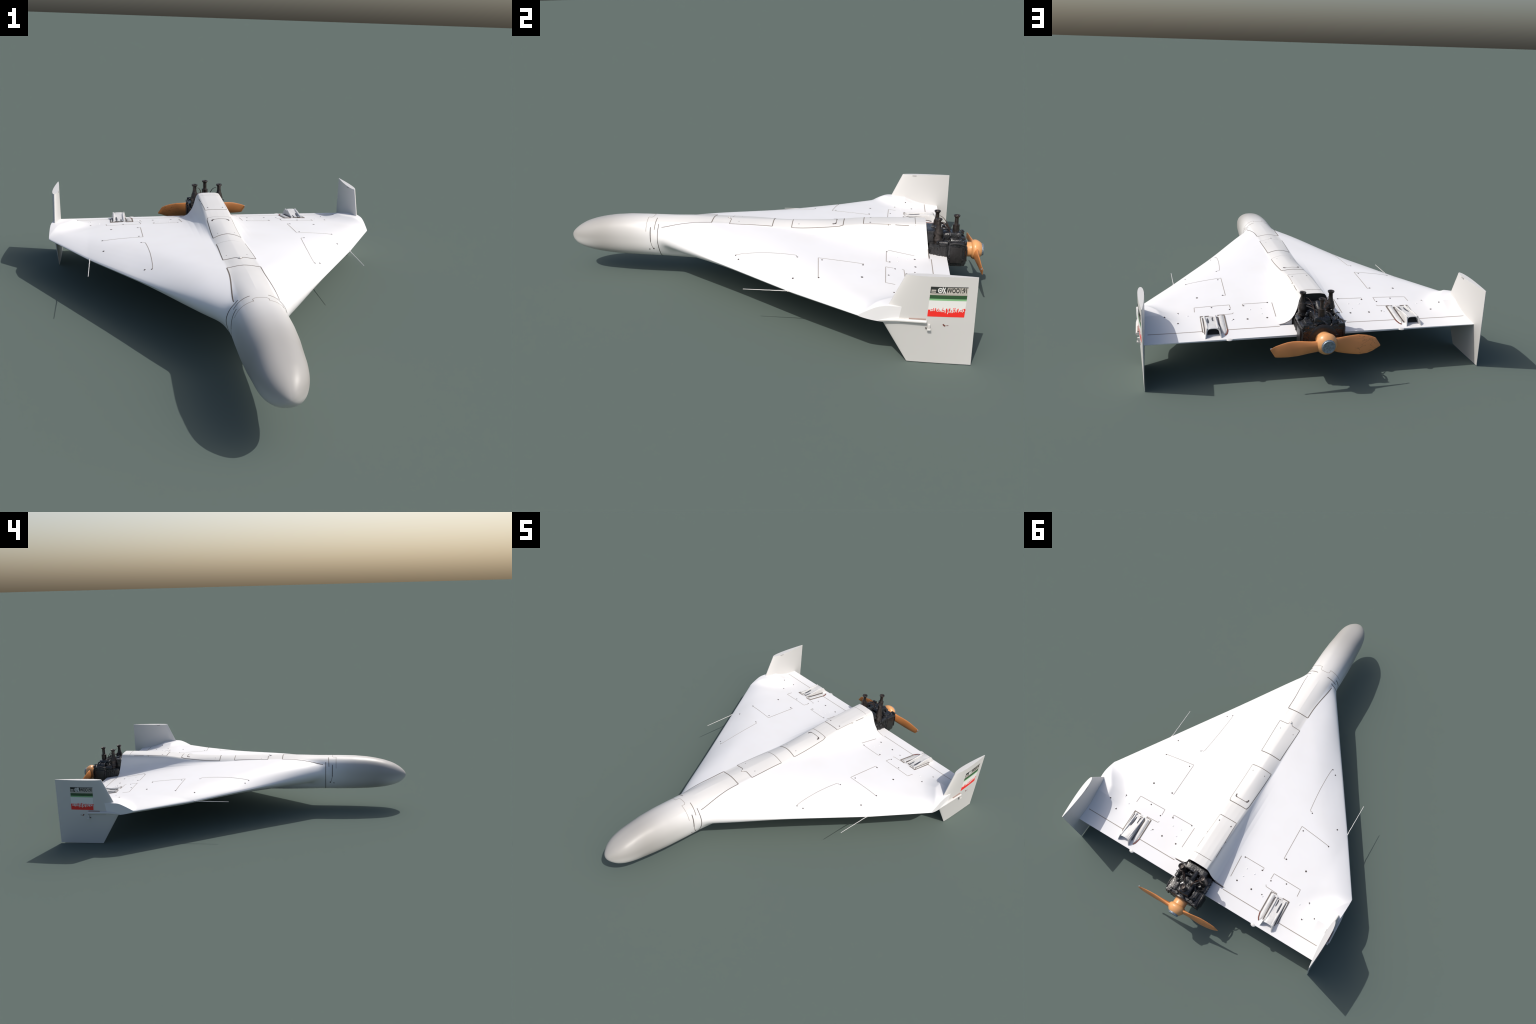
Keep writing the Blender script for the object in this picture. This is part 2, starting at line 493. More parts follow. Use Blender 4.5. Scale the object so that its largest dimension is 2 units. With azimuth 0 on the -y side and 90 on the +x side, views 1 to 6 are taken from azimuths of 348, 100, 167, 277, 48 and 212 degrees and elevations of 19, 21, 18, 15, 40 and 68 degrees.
wing_r, wing_l = parts['wing_r'], parts['wing_l']
for sgn, wing in ((1, wing_r), (-1, wing_l)):
    S = lambda *p: [(sgn * x, y) for x, y in p]
    # forward curved panel
    arc = [(.318, -.086), (.3165, -.06), (.317, -.02), (.320, .05), (.326, .12), (.333, .18), (.338, .186), (.347, .186)]
    seam(S(*arc), .0019, M_SEAM_F, wing)
    # square panel: front edge and inner edge with a small return
    seam(S((.509, .297), (.339, .279), (.3435, .472), (.354, .470)), .0022, M_SEAM_F, wing)
    # small panel above the servo
    seam(S((.4985, .604), (.496, .566), (.339, .564), (.338, .596)), .0022, M_SEAM_F, wing)
    seam(S((.404, .6425), (.336, .640), (.331, .632)), .0022, M_SEAM_F, wing)
    # inner panel
    seam(S((.281, .582), (.280, .565), (.164, .564)), .0022, M_SEAM_F, wing)
    seam(S((.146, .570), (.151, .687)), .0026, M_SEAM_F, wing)
    # hinge line: raised dark bead in place of the open gap
    seam(S((.705, .7625), (.480, .7625)), .0030, M_SEAM_F, wing, name='hinge_bead')
    seam(S((.370, .7620), (.150, .7615)), .0030, M_SEAM_F, wing, name='hinge_bead')

# curl of the hinge line round the foot of the fairing
for sgn in (1, -1):
    pts = [(sgn * x, CUT - .0005) for x in (.096, .105, .115, .13, .145, .152)]
    seam(pts, .0020, M_SEAM_F, fus, step=.004, name='hinge_bead')

def screw_mesh():
    Vv, F = lathe([(-.001, .0042), (.0008, .0040), (.0012, .0025)], (0, 0, 0), (0, 0, 1), 12)
    me = bpy.data.meshes.new('screw'); me.from_pydata([tuple(v) for v in Vv], [], F); me.update()
    me.materials.append(M_SCREW); return me
def dome_mesh():
    Vv, F = lathe([(-.001, .007), (.0006, .006), (.0014, .0035), (.0017, .001)], (0, 0, 0), (0, 0, 1), 14)
    me = bpy.data.meshes.new('blister'); me.from_pydata([tuple(v) for v in Vv], [], F); me.update()
    me.materials.append(M_SKIN)
    me.polygons.foreach_set('use_smooth', [True] * len(me.polygons)); return me
SCREW, DOME = screw_mesh(), dome_mesh()

def put_on_skin(me, name, x, y, parent, scale=1., stretch=1.):
    o = bpy.data.objects.new(name, me); bpy.context.scene.collection.objects.link(o)
    n = surf_normal(x, y)
    o.matrix_world = Matrix.Translation(surf(x, y)) @ Vector((0, 0, 1)).rotation_difference(n).to_matrix().to_4x4() @ Matrix.Diagonal((scale, scale * stretch, 1, 1))
    o.parent = parent
    return o

WING_DOTS = [(.347, -.068, .9), (.350, .191, .8), (.504, .193, 1.), (.356, .297, .9), (.356, .469, 1.), (.510, .299, .9),
             (.474, .471, 1.25), (.420, .577, .9), (.569, .600, .9), (.576, .689, 1.05), (.630, .657, .9), (.338, .685, .8),
             (.277, .689, 1.15), (.190, .688, 1.1), (.277, .580, .9), (.166, .566, .9), (.321, -.086, .8), (.343, .603, .9)]
for sgn, wing in ((1, wing_r), (-1, wing_l)):
    for x, y, s in WING_DOTS:
        put_on_skin(SCREW, 'screw', sgn * x, y, wing, s)
    for x, y in ((.196, .608), (.245, .612), (.200, .650), (.338, .688), (.562, .603), (.570, .682), (.522, .628)):
        put_on_skin(DOME, 'blister', sgn * (x + .008), y + .003, wing, .62)
for x, y in ((.0355, -.131), (-.0435, -.131), (.035, .156), (-.035, .154), (.0345, .486), (-.035, .485)):
    put_on_skin(SCREW, 'screw', x, y, fus, .85, 1.25)

def hatch(outline_x, ys, bulge_front=None, lift=.0012, name='hatch_cover', nx=28, ny=40):
    """raised cover on the spine: rows from ys[0] to ys[1], half width outline_x(t)"""
    Vv = []; F = []
    for i in range(ny + 1):
        t = i / ny
        for j in range(nx + 1):
            u = -1 + 2 * j / nx
            y0 = ys[0] - (bulge_front(u) if bulge_front else 0)
            y = y0 + (ys[1] - y0) * t
            x = u * outline_x(y)
            Vv.append(surf(x, y) + surf_normal(x, y) * lift)
    for i in range(ny):
        for j in range(nx):
            a = i * (nx + 1) + j
            F.append((a, a + 1, a + nx + 2, a + nx + 1))
    top = len(Vv)
    border = [j for j in range(nx + 1)] + [i * (nx + 1) + nx for i in range(1, ny + 1)] + \
             [ny * (nx + 1) + j for j in range(nx - 1, -1, -1)] + [i * (nx + 1) for i in range(ny - 1, 0, -1)]
    for b in border: Vv.append(Vv[b] - Vector((0, 0, lift + .002)))
    for k in range(len(border)):
        k2 = (k + 1) % len(border)
        F.append((border[k], top + k, top + k2, border[k2]))
    o = mesh_obj(name, Vv, F, M_SKIN, fus, True, 40)
    loop = []
    for b in border[::1]: loop.append(Vv[b])
    return o, [(v.x, v.y) for v in loop]

def unshear(x, y):
    """height parameter of a point given in world y"""
    return y
bump = lambda u: .020 * math.exp(-(u / .13) ** 2)
front_w = lambda y: .0615 + .016 * float(sstep(-.30, -.50, y)) 
h2, _ = hatch(lambda y: .0605 - .004 * float(sstep(-.17, .03, y)), (-.170, .031), bump)
h3w = lambda y: (.0565 - .003 * float(sstep(.12, .36, y))) * (1 - .10 * float(sstep(.335, .362, y)) ** 2)
h3, _ = hatch(h3w, (.126, .361))
h4w = lambda y: .0485 + .006 * float(sstep(.455, .69, y))
h4, _ = hatch(h4w, (.457, .700), lift=.0006)

def edge_y(w, a, b, sgn, n=14): return [(sgn * w(a + (b - a) * k / n), a + (b - a) * k / n) for k in range(n + 1)]
def edge_x(w, y, n=14, f=None):
    return [(w(y) * u, y - (f(u) if f else 0)) for u in (-1 + 2 * k / n for k in range(n + 1))]
# first cover: rear arc and two long edges running into the collar
h1w = lambda y: .0620 + .016 * float(sstep(-.30, -.52, y))
seam(edge_x(h1w, -.260), .0034, M_SEAM, fus)
for s in (1, -1): seam(edge_y(h1w, -.262, -.505, s), .0036 if s < 0 else .0028, M_SEAM, fus)
h2w = lambda y: .0610 - .004 * float(sstep(-.17, .03, y))
seam(edge_x(h2w, -.1715, 40, bump), .0030, M_SEAM, h2)
seam(edge_x(h2w, .0325), .0036, M_SEAM, h2)
for s in (1, -1): seam(edge_y(h2w, -.172, .033, s), .0048, M_SEAM, h2)
seam(edge_x(h3w, .1245), .0036, M_SEAM, h3); seam(edge_x(h3w, .3625), .0036, M_SEAM, h3)
for s in (1, -1): seam(edge_y(lambda y: h3w(y) + .0006, .124, .363, s, 30), .0042, M_SEAM, h3)
seam(edge_x(h4w, .4555), .0034, M_SEAM, h4); seam(edge_x(h4w, .7000), .0036, M_SEAM, h4)
for s in (1, -1):
    seam(edge_y(lambda y: h4w(y) + .001, .456, .58, s), .0017, M_SEAM_F, h4)
    seam(edge_y(lambda y: h4w(y) + .001, .60, .668, s), .0024, M_SEAM, h4)
# finger slot on the third cover
def lifted(z):
    def pos(x, y, normal=False):
        n = surf_normal(x, y)
        return n if normal else surf(x, y) + n * z
    return pos
seam([(-.036, .312), (-.0345, .327), (-.026, .3295), (.026, .3295), (.0345, .327), (.036, .312)], .0024, M_SEAM, h3, pos=lifted(.0013))
for s in (1, -1): seam([(s * .0365, .314), (s * .0345, .326), (s * .027, .3290)], .0055, M_SCREW, h3, pos=lifted(.0014))
for s in (1, -1): seam([(s * .052, .568), (s * .0565, .568)], .003, M_SEAM, h4)
Vv, F = lathe([(0, .006), (.003, .0055), (.005, .003), (.0056, .0008)], surf(0, -.184, .0), (0, 0, 1), 16)
mesh_obj('latch_knob', Vv, F, M_WHITE, h2)

# collar rings on the nose: seams given by angle round the section
def section_point(y, a):
    """a: 0 at the top, +-90 degrees at the sides"""
    rz = float(fus_r(y)); rx = float(fus_rx(y)); zc = float(fus_zc(y))
    c, s = math.cos(a), math.sin(a); e = 2 / 2.35
    return Vector((math.copysign(abs(s) ** e, s) * rx, y, zc + math.copysign(abs(c) ** e, c) * rz))
def ring_pos(a, y, normal=False):
    c = Vector((0, y, float(fus_zc(y)))); p = section_point(y, a)
    d = (p - c).normalized(); h, n, _, _ = BVH.ray_cast(c + d * .3, -d)
    if h is None or abs((h - p).length) > .05: h, n = p, d
    if n.dot(d) < 0: n = -n
    return n if normal else h
def ring_seam(pts, w, mat): return seam(pts, w, mat, nose, step=.05, pos=ring_pos, name='collar_seam')
nose = parts['nose_cone']
D = math.radians
def arc_pts(y0, a0, a1, y1=None, n=24):
    y1 = y0 if y1 is None else y1
    return [(D(a0 + (a1 - a0) * k / n), y0 + (y1 - y0) * k / n) for k in range(n + 1)]
for s in (1, -1):
    ring_seam(arc_pts(-.582, s * 13, s * 68), .0017, M_SEAM_F)
    ring_seam([(D(s * 13), -.582), (D(s * 13.5), -.566), (D(s * 9), -.560), (0, -.559)], .0017, M_SEAM_F)
    ring_seam(arc_pts(-.5365, s * 16, s * 62, -.540), .0026, M_SEAM)
    ring_seam(arc_pts(-.560, s * 54, s * 92), .0032, M_SCREW)
    ring_seam([(D(s * 92), -.560), (D(s * 108), -.553), (D(s * 111), -.546)], .0018, M_SEAM)
    ring_seam([(D(s * 111), -.552), (D(s * 111), -.545)], .006, M_SCREW)
    ring_seam([(D(s * 113), -.572), (D(s * 115), -.568)], .005, M_SCREW)
    ring_seam(arc_pts(-.521, s * 42, s * 178, n=60), .0026, M_SCREW)

# ------------------------------------------------------------------ fins
FIN_X = .7265
FIN_T = .0128
def fin_le(z):
    if z >= .172: return .5525 + (z - .172) * (.637 - .5525) / (.3525 - .172)
    return .5525 + (.172 - z) * (.654 - .5525) / .172
FIN_TE = .889
def fin_off(y, z):
    """half thickness of the fin at a point"""
    le = fin_le(z); u = min(max((y - le) / (FIN_TE - le), 0), 1)
    thin = 1 if z > .172 else .16 + .84 * z / .172
    return (FIN_T * float(naca(np.array(u))) / .5 + .0012 * u) * thin
def build_fin(sgn):
    zs = list(np.linspace(0, .172, 24)) + list(np.linspace(.172, .3525, 26))[1:]
    us = [(1 - math.cos(math.pi * k / 40)) / 2 for k in range(41)]
    rings = []
    for z in zs:
        le = fin_le(z); c = FIN_TE - le
        up = [Vector((sgn * (FIN_X + fin_off(le + u * c, z)), le + u * c, z)) for u in us]
        dn = [Vector((sgn * (FIN_X - fin_off(le + u * c, z)), le + u * c, z)) for u in us[::-1]][:-1]
        rings.append(up + dn)
    Vv, F = loft(rings)
    return mesh_obj('tail_fin', Vv, F, M_WHITE, drone, True, 40)

def fin_patch(name, sgn, y0, y1, z0, z1, mat, parent, lift, ny=10, nz=4, warp=None):
    """thin decal-like plate that hugs the outer face of a fin"""
    Vv = []; F = []
    for i in range(nz + 1):
        for j in range(ny + 1):
            a, b = j / ny, i / nz
            y = y0 + (y1 - y0) * a; z = z0 + (z1 - z0) * b
            if warp: y, z = warp(y, z)
            Vv.append(Vector((sgn * (FIN_X + fin_off(y, z) + lift), y, z)))
    for i in range(nz):
        for j in range(ny):
            a = i * (ny + 1) + j; F.append((a, a + 1, a + ny + 2, a + ny + 1))
    n0 = len(Vv)
    Vv += [v - Vector((sgn * (lift + .001), 0, 0)) for v in Vv]
    F += [tuple(n0 + k for k in f[::-1]) for f in F]
    border = list(range(ny + 1)) + [i * (ny + 1) + ny for i in range(1, nz + 1)] + \
             [nz * (ny + 1) + j for j in range(ny - 1, -1, -1)] + [i * (ny + 1) for i in range(nz - 1, 0, -1)]
    for k in range(len(border)):
        a, b = border[k], border[(k + 1) % len(border)]
        F.append((a, n0 + a, n0 + b, b))
    return mesh_obj(name, Vv, F, mat, parent, False)

def fin_stroke(name, sgn, pts, w, mat, parent, lift):
    """a brush stroke on the outer face; pts are (y, z)"""
    P = resample(pts, .003); rings = []
    for i, (y, z) in enumerate(P):
        a = P[max(i - 1, 0)]; b = P[min(i + 1, len(P) - 1)]
        d = Vector((b[0] - a[0], b[1] - a[1])); d = d.normalized() if d.length > 1e-9 else Vector((1, 0))
        s = Vector((-d.y, d.x)) * (w[i * (len(w) - 1) // max(len(P) - 1, 1)] if isinstance(w, (list, tuple)) else w) * .5
        x = lambda yy, zz, l: Vector((sgn * (FIN_X + fin_off(yy, zz) + l), yy, zz))
        rings.append([x(y - s.x, z - s.y, -.001), x(y - s.x, z - s.y, lift), x(y + s.x, z + s.y, lift), x(y + s.x, z + s.y, -.001)])
    Vv, F = loft(rings)
    return Vv, F

def join_parts(name, chunks, mat, parent, smooth=False):
    Vv = []; F = []
    for v, f in chunks:
        o = len(Vv); Vv += list(v); F += [tuple(i + o for i in q) for q in f]
    return mesh_obj(name, Vv, F, mat, parent, smooth)

def text_on_fin(body, sgn, y0, y1, z0, z1, mat, parent, lift):
    cu = bpy.data.curves.new('lettering', 'FONT'); cu.body = body; cu.extrude = .02; cu.resolution_u = 3; cu.offset = .028
    ob = bpy.data.objects.new('lettering_tmp', cu); bpy.context.scene.collection.objects.link(ob)
    dg = bpy.context.evaluated_depsgraph_get()
    me = bpy.data.meshes.new_from_object(ob.evaluated_get(dg))
    bpy.data.objects.remove(ob)
    xs = [v.co.x for v in me.vertices]; ys = [v.co.y for v in me.vertices]
    ax, bx, ay, by = min(xs), max(xs), min(ys), max(ys)
    for v in me.vertices:
        u = (v.co.x - ax) / (bx - ax); w = (v.co.y - ay) / (by - ay)
        y = y0 + (y1 - y0) * u; z = z0 + (z1 - z0) * w
        v.co = Vector((sgn * (FIN_X + fin_off(y, z) + (lift if v.co.z > 0 else -.001)), y, z))
    me.materials.clear()
    return link_obj('lettering', me, mat, parent, False)

for sgn in (1, -1):
    fin = build_fin(sgn)
    r = random.Random(11 + sgn)
    if sgn > 0: ya, yb = .7225, .853
    else: ya, yb = .686, .809
    slant = lambda z: (z - .255) * (.05 if sgn > 0 else -.045)
    flag = empty('tail_flag', fin)
    W = lambda y, z: (y + slant(z), z)
    L = .0006
    fin_patch('flag_band', sgn, ya, yb, .2865, .3135, M_FGREY, flag, L, warp=W)
    fin_patch('flag_band', sgn, ya, yb, .2815, .2865, plain('flag_tan', (.42, .39, .34), .5), flag, L, warp=W)
    fin_patch('flag_band', sgn, ya, yb, .2670, .2815, M_GREEN, flag, L, warp=W)
    fin_patch('flag_band', sgn, ya, yb, .2600, .2670, M_LGREEN, flag, L, warp=W)
    fin_patch('flag_band', sgn, ya, yb, .2230, .2600, M_FWHITE, flag, L, warp=W)
    red_top = .2245 if sgn > 0 else .2180
    fin_patch('flag_band', sgn, ya, yb, .1955 if sgn > 0 else .190, .2230, M_RED, flag, L * 1.01, warp=W)
    # emblem row: black figures on grey
    f = (lambda u: ya + (yb - ya) * u) if sgn > 0 else (lambda u: yb + (ya - yb) * u)
    ch = []
    def bar(u0, u1, z0, z1, mat, l=.0012):
        a, b = sorted((f(u0), f(u1)))
        return fin_patch('emblem', sgn, a, b, z0, z1, mat, flag, l, 4, 2, W)
    bar(0, 1, .3115, .3140, M_DARK)
    bar(0, .17, .2890, .3140, M_DARK, .0011)
    for z in (.2915, .2985): bar(.025, .15, z, z + .0042, M_FGREY, .0017)
    bar(.17, .44, .2890, .3118, M_DARK, .00105)
    ring = [(f(.28 + .055 * math.cos(t)), .3005 + .0085 * math.sin(t)) for t in (2 * math.pi * k / 20 for k in range(21))]
    v1 = fin_stroke('e', sgn, ring, .0032, None, None, .0018)
    v2 = fin_stroke('e', sgn, [(f(.255), .3005), (f(.305), .3005)], .006, None, None, .0018)
    v3 = fin_stroke('e', sgn, [(f(.345), .312), (f(.425), .2895)], .004, None, None, .0018)
    v4 = fin_stroke('e', sgn, [(f(.415), .312), (f(.36), .2895)], .0028, None, None, .0018)
    join_parts('emblem', [v1, v2, v3, v4], M_FWHITE, flag)
    if sgn > 0:
        text_on_fin('WOO1:91', sgn, f(.46), f(.985), .2905, .3105, M_DARK, flag, .0013)
    else:
        text_on_fin('WOO1:91', sgn, f(.46), f(.985), .2905, .3105, M_DARK, flag, .0013)
    # ragged figures where white runs into red
    white = []; redc = []
    for k in range(19):
        u = .05 + .91 * k / 18 + r.uniform(-.015, .015)
        amp = .35 + .65 * math.exp(-((u - .52) / .3) ** 2)
        z0 = red_top - .003 - .014 * amp * r.uniform(.4, 1); z1 = red_top + .002 + .004 * amp
        lean = r.uniform(-.03, .05)
        if k % 3 == 1:
            cy, cz, ry, rz_ = f(u), red_top - .002, .0042, .0065 * amp + .001
            white.append(fin_stroke('w', sgn, [(cy + ry * math.cos(t), cz + rz_ * math.sin(t)) for t in (2 * math.pi * q / 12 for q in range(13))], .0020, None, None, .0012))
        else:
            white.append(fin_stroke('w', sgn, [(f(u), z0), (f(min(u + lean, .985)), z1)], r.uniform(.0018, .0034), None, None, .0012))
        if k % 4 != 3:
            redc.append(fin_stroke('r', sgn, [(f(u + .03), red_top - .001), (f(min(u + .03 + lean, .985)), red_top + .0115 * amp * r.uniform(.4, 1.))], r.uniform(.003, .0058), None, None, .0010))
    join_parts('brush_figures', white, M_FWHITE, flag); join_parts('brush_figures', redc, M_RED, flag)
    # rust specks and bracket below
    yb_ = .785 if sgn > 0 else .751
    sp = [fin_stroke('s', sgn, [(yb_ - .007, .166), (yb_ - .005, .162), (yb_ + .001, .158)], .005, None, None, .0010),
          fin_stroke('s', sgn, [(yb_ + .005, .160), (yb_ + .012, .161)], .002, None, None, .0009)]
    join_parts('rust_mark', sp, M_RUST, fin)
    yk = .727 if sgn > 0 else .718
    bevel_box('fin_bracket', (min(sgn * .737, sgn * .746), yk - .004, .148), (max(sgn * .737, sgn * .746), yk + .005, .164), M_WHITE, fin, .0015)
    bevel_box('fin_bracket', (min(sgn * .737, sgn * .749), yk - .006, .141), (max(sgn * .737, sgn * .749), yk + .008, .148), M_WHITE, fin, .0015)
    bevel_box('fin_bracket', (min(sgn * .737, sgn * .742), yk - .012, .147), (max(sgn * .737, sgn * .742), yk - .006, .150), M_SCREW, fin, .0008)
    # notch marks under the top edge, inner face
    Vv, F = tube([(sgn * (FIN_X - .0125), .690, .3485), (sgn * (FIN_X - .0130), .712, .3480)], .0028, 8)
    mesh_obj('edge_nick', Vv, F, plain('nick_grey', (.35, .34, .33), .6), fin)
    # round-edged rail on the wing tip
    pts = [(sgn * (.7400 + .004 * t), .545 + .173 * t, .1695 + .006 * math.sin(min(t * 2.2, 1) * math.pi / 2)) for t in np.linspace(0, 1, 12)]
    rings = []
    for i, p in enumerate(pts):
        sc = .55 + .45 * min(1, i / 3)
        rings.append([Vector(p) + Vector((sgn * .0085 * math.cos(a) * sc, 0, .0072 * math.sin(a) * sc)) for a in (2 * math.pi * k / 14 for k in range(14))])
    Vv, F = loft(rings); mesh_obj('tip_rail', Vv, F, M_WHITE, parts['wing_tip'])
    Vv, F = tube([(sgn * .7410, .655, .1830), (sgn * .7418, .70, .1834), (sgn * .742, .715, .1830)], .0034, 8, .0042)
    mesh_obj('rail_sealant', Vv, F, plain('sealant_rust', (.30, .22, .19), .8), parts['wing_tip'])

# ------------------------------------------------------------------ antennas on the leading edge
for sgn, wing in ((1, wing_r), (-1, wing_l)):
    base = Vector((sgn * .561, .186, .187))
    pts = [base + Vector((sgn * .0012 * math.sin(k * 1.9) * math.exp(-k / 4), -.190 * k / 14, .0010 * math.sin(k * 2.3) * math.exp(-k / 4) - .002 * k / 14)) for k in range(15)]
    Vv, F = tube(pts, .0019, 8, .0013)
    ant = mesh_obj('antenna', Vv, F, M_WHITE, drone)
    Vv, F = lathe([(-.02, .0045), (.006, .0040), (.009, .0025)], base, (0, -1, 0), 12)
    mesh_obj('antenna_foot', Vv, F, M_WHITE, ant)

# ------------------------------------------------------------------ servo bays with horn fairings
def zs(x, y): return float(ztop(x, y))
for sgn, wing in ((1, wing_r), (-1, wing_l)):
    bay = empty('servo_bay', wing)
    P = lambda x, y, dz=0.: Vector((sgn * x, y, zs(x, y) + dz))
    # floor panel, slightly dished, with raised dark strips in place of shaded recess walls
    rings = []
    for k in range(13):
        y = .648 + (.770 - .648) * k / 12
        rings.append([P(.374 + .102 * j / 16, y, .0006 + .0008 * math.cos(j * 1.3)) for j in range(17)])
    Vv, F = loft(rings, cap=False, closed=False)
    mesh_obj('bay_floor', Vv, F, M_BAY, bay)
    def bay_strip(pts, w, mat=M_SEAM):
        seam([(sgn * a, b) for a, b in pts], w, mat, bay, lift=.0022, name='bay_dark_strip')
    bay_strip([(.374, .650), (.375, .758)], .0042); bay_strip([(.476, .650), (.478, .764)], .0052)
    bay_strip([(.372, .648), (.404, .646)], .0022); bay_strip([(.440, .648), (.479, .6475)], .0028)
    bay_strip([(.374, .759), (.376, .772), (.381, .790), (.389, .802)], .0040, M_RUST)
    bay_strip([(.477, .764), (.474, .772)], .0075)
    bay_strip([(.404, .662), (.436, .660)], .0034, M_SCREW)
    # horn fairing: arched hood, open at the rear
    outer = []; inner = []
    ny = 16
    def hood(y, u, off):
        t = (y - .662) / (.797 - .662)
        hh = .005 + .0275 * float(sstep(0, 1.0, t)) * 1.0
        hw = .0225 + .006 * t + (.004 * t if abs(u) > .99 else 0)
        a = u * math.pi / 2
        e = .42
        X = .440 + math.copysign(abs(math.sin(a)) ** .62, math.sin(a)) * (hw - off)
        Z = zs(.44, y) - .001 + (max(math.cos(a), 0) ** e) * (hh - off) - .0045 * math.exp(-(u / .38) ** 2) * t * (1 - t) * 2
        return Vector((sgn * X, y + .022 * sstep(.5, 1, t) * (1 - max(math.cos(a), 0) ** e), Z))
    us = [-1 + 2 * k / 22 for k in range(23)]
    for k in range(ny + 1):
        y = .662 + (.797 - .662) * k / ny
        outer.append([hood(y, u, 0) for u in us]); inner.append([hood(y, u, .0026) for u in us[::-1]])
    rings = [o + i for o, i in zip(outer, inner)]
    Vv, F = loft(rings, cap=False)
    n = len(rings[0])
    for j in range(22):
        b = ny * n; F.append((b + j, b + j + 1, b + n - 2 - j, b + n - 1 - j))
    hoodo = mesh_obj('horn_fairing', Vv, F, M_BAY, bay, True, 50)
    # dark block added under the hood for the shade inside it
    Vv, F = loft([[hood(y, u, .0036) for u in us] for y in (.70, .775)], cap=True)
    mesh_obj('horn_dark_fill', Vv, F, M_DARK_FILL, bay)
    # flared side plates that reach back to the elevon
    for x0, x1, foot in ((.4165, .4135, .4065), (.4630, .4660, .4745)):
        prof = [(x0, .690, zs(x0, .69) + .001), (x0, .700, zs(x0, .70) + .011), (x1, .760, zs(x1, .76) + .024), (x1, .7975, .2165),
                (foot * .5 + x1 * .5, .811, .199), (foot, .8215, zs(foot, .8215) - .001), (foot * .6 + x1 * .4, .800, zs(foot, .80) - .001), (x1, .760, zs(x1, .76) - .001)]
        A = [Vector((sgn * (x - .0012), y, z)) for x, y, z in prof]; B = [Vector((sgn * (x + .0012), y, z)) for x, y, z in prof]
        Vv, F = loft([A, B]); mesh_obj('horn_plate', Vv, F, M_BAY, hoodo, False)
    # dark lozenges laid on the hood to read as shaded slots
    for x0, x1, y0, y1, w in ((.4495, .4515, .672, .728, .0068), (.4290, .4285, .668, .702, .0048)):
        rings = []
        for t in np.linspace(0, 1, 9):
            y = y0 + (y1 - y0) * t; x = x0 + (x1 - x0) * t
            z = hood(y, 0, 0).z + .0012; ww = w * math.sin(math.pi * (.08 + .84 * t)) ** .5
            rings.append([Vector((sgn * (x + ww * math.cos(a)), y, z - .004 + .0045 * max(math.sin(a), -.5))) for a in (2 * math.pi * q / 10 for q in range(10))])
        Vv, F = loft(rings); mesh_obj('horn_dark_patch', Vv, F, M_DARK_PATCH, hoodo)
    # two rounded ribs over the hood and the shallow scoop on each side
    for x0, x1, h0, h1, rr, y1 in ((.414, .420, .004, .0285, .0042, .795), (.462, .4625, .004, .0285, .0046, .795)):
        pts = [P(x0 + (x1 - x0) * t, .655 + (y1 - .655) * t, h0 + (h1 - h0) * float(sstep(0, .9, t)) * .93) for t in np.linspace(0, 1, 14)]
        Vv, F = tube(pts, rr, 10); mesh_obj('horn_rib', Vv, F, M_BAY, hoodo)
    for x0, x1, w, y0, y1 in ((.390, .391, .0105, .655, .795), (.4735, .4745, .0035, .66, .785)):
        rings = []
        for t in np.linspace(0, 1, 16):
            y = y0 + (y1 - y0) * t; ww = w * (1 - .75 * max(0, (t - .8) / .2) ** 2)
            rings.append([P(x0 + (x1 - x0) * t + ww * math.cos(a), y, .0005 + .006 * max(math.sin(a), -.3) * (1 - .5 * t)) for a in (2 * math.pi * q / 12 for q in range(12))])
        Vv, F = loft(rings); mesh_obj('bay_scoop', Vv, F, M_BAY, bay)
    # dark edges where fairing meets the floor
    for x0, x1, w, y0, y1 in ((.4035, .4055, .0032, .664, .788), (.4265, .4290, .0040, .664, .700), (.4695, .4725, .0030, .664, .785)):
        seam([(sgn * (x0 + (x1 - x0) * t), y0 + (y1 - y0) * t) for t in np.linspace(0, 1, 8)], w, M_SCREW, bay, lift=.004, name='bay_dark_strip')
    # small knob on the trailing edge
    rings = []
    for t in np.linspace(-1, 1, 11):
        rr = .0062 * math.sqrt(max(1 - t * t, .02))
        rings.append([Vector((sgn * .376 + t * .014, .8335 + rr * 1.9 * math.cos(a) * .9, .1755 + rr * .7 * math.sin(a))) for a in (2 * math.pi * q / 12 for q in range(12))])
    Vv, F = loft(rings); mesh_obj('elevon_lug', Vv, F, M_WHITE, parts['elevon_r' if sgn > 0 else 'elevon_l'])

# ------------------------------------------------------------------ engine
engine = empty('engine', drone, (0, 0, 0))
# dark plate added across the fairing's open rear, for its dark interior
def rear_plate(name, x0, x1, mat, parent, back=.004):
    xs = np.linspace(x0, x1, 41); n = len(xs)
    topc = [Vector((float(x), float(shear(x, CUT)) - back, float(ztop(x, CUT)) - .0012)) for x in xs]
    botc = [Vector((float(x), CUT - back, .165)) for x in xs]
    Vv = topc + botc; F = [(k, k + 1, n + k + 1, n + k) for k in range(n - 1)]
    Vv += [v + Vector((0, -.004, 0)) for v in Vv]; F += [tuple(2 * n + i for i in f[::-1]) for f in F]
    return mesh_obj(name, Vv, F, mat, parent, False)
rear_plate('fairing_dark_plate', -.094, .094, M_BLACK2, engine)
rear_plate('fairing_foot', .0945, .17, M_SKIN, fus, .0005)
rear_plate('fairing_foot', -.17, -.0945, M_SKIN, fus, .0005)

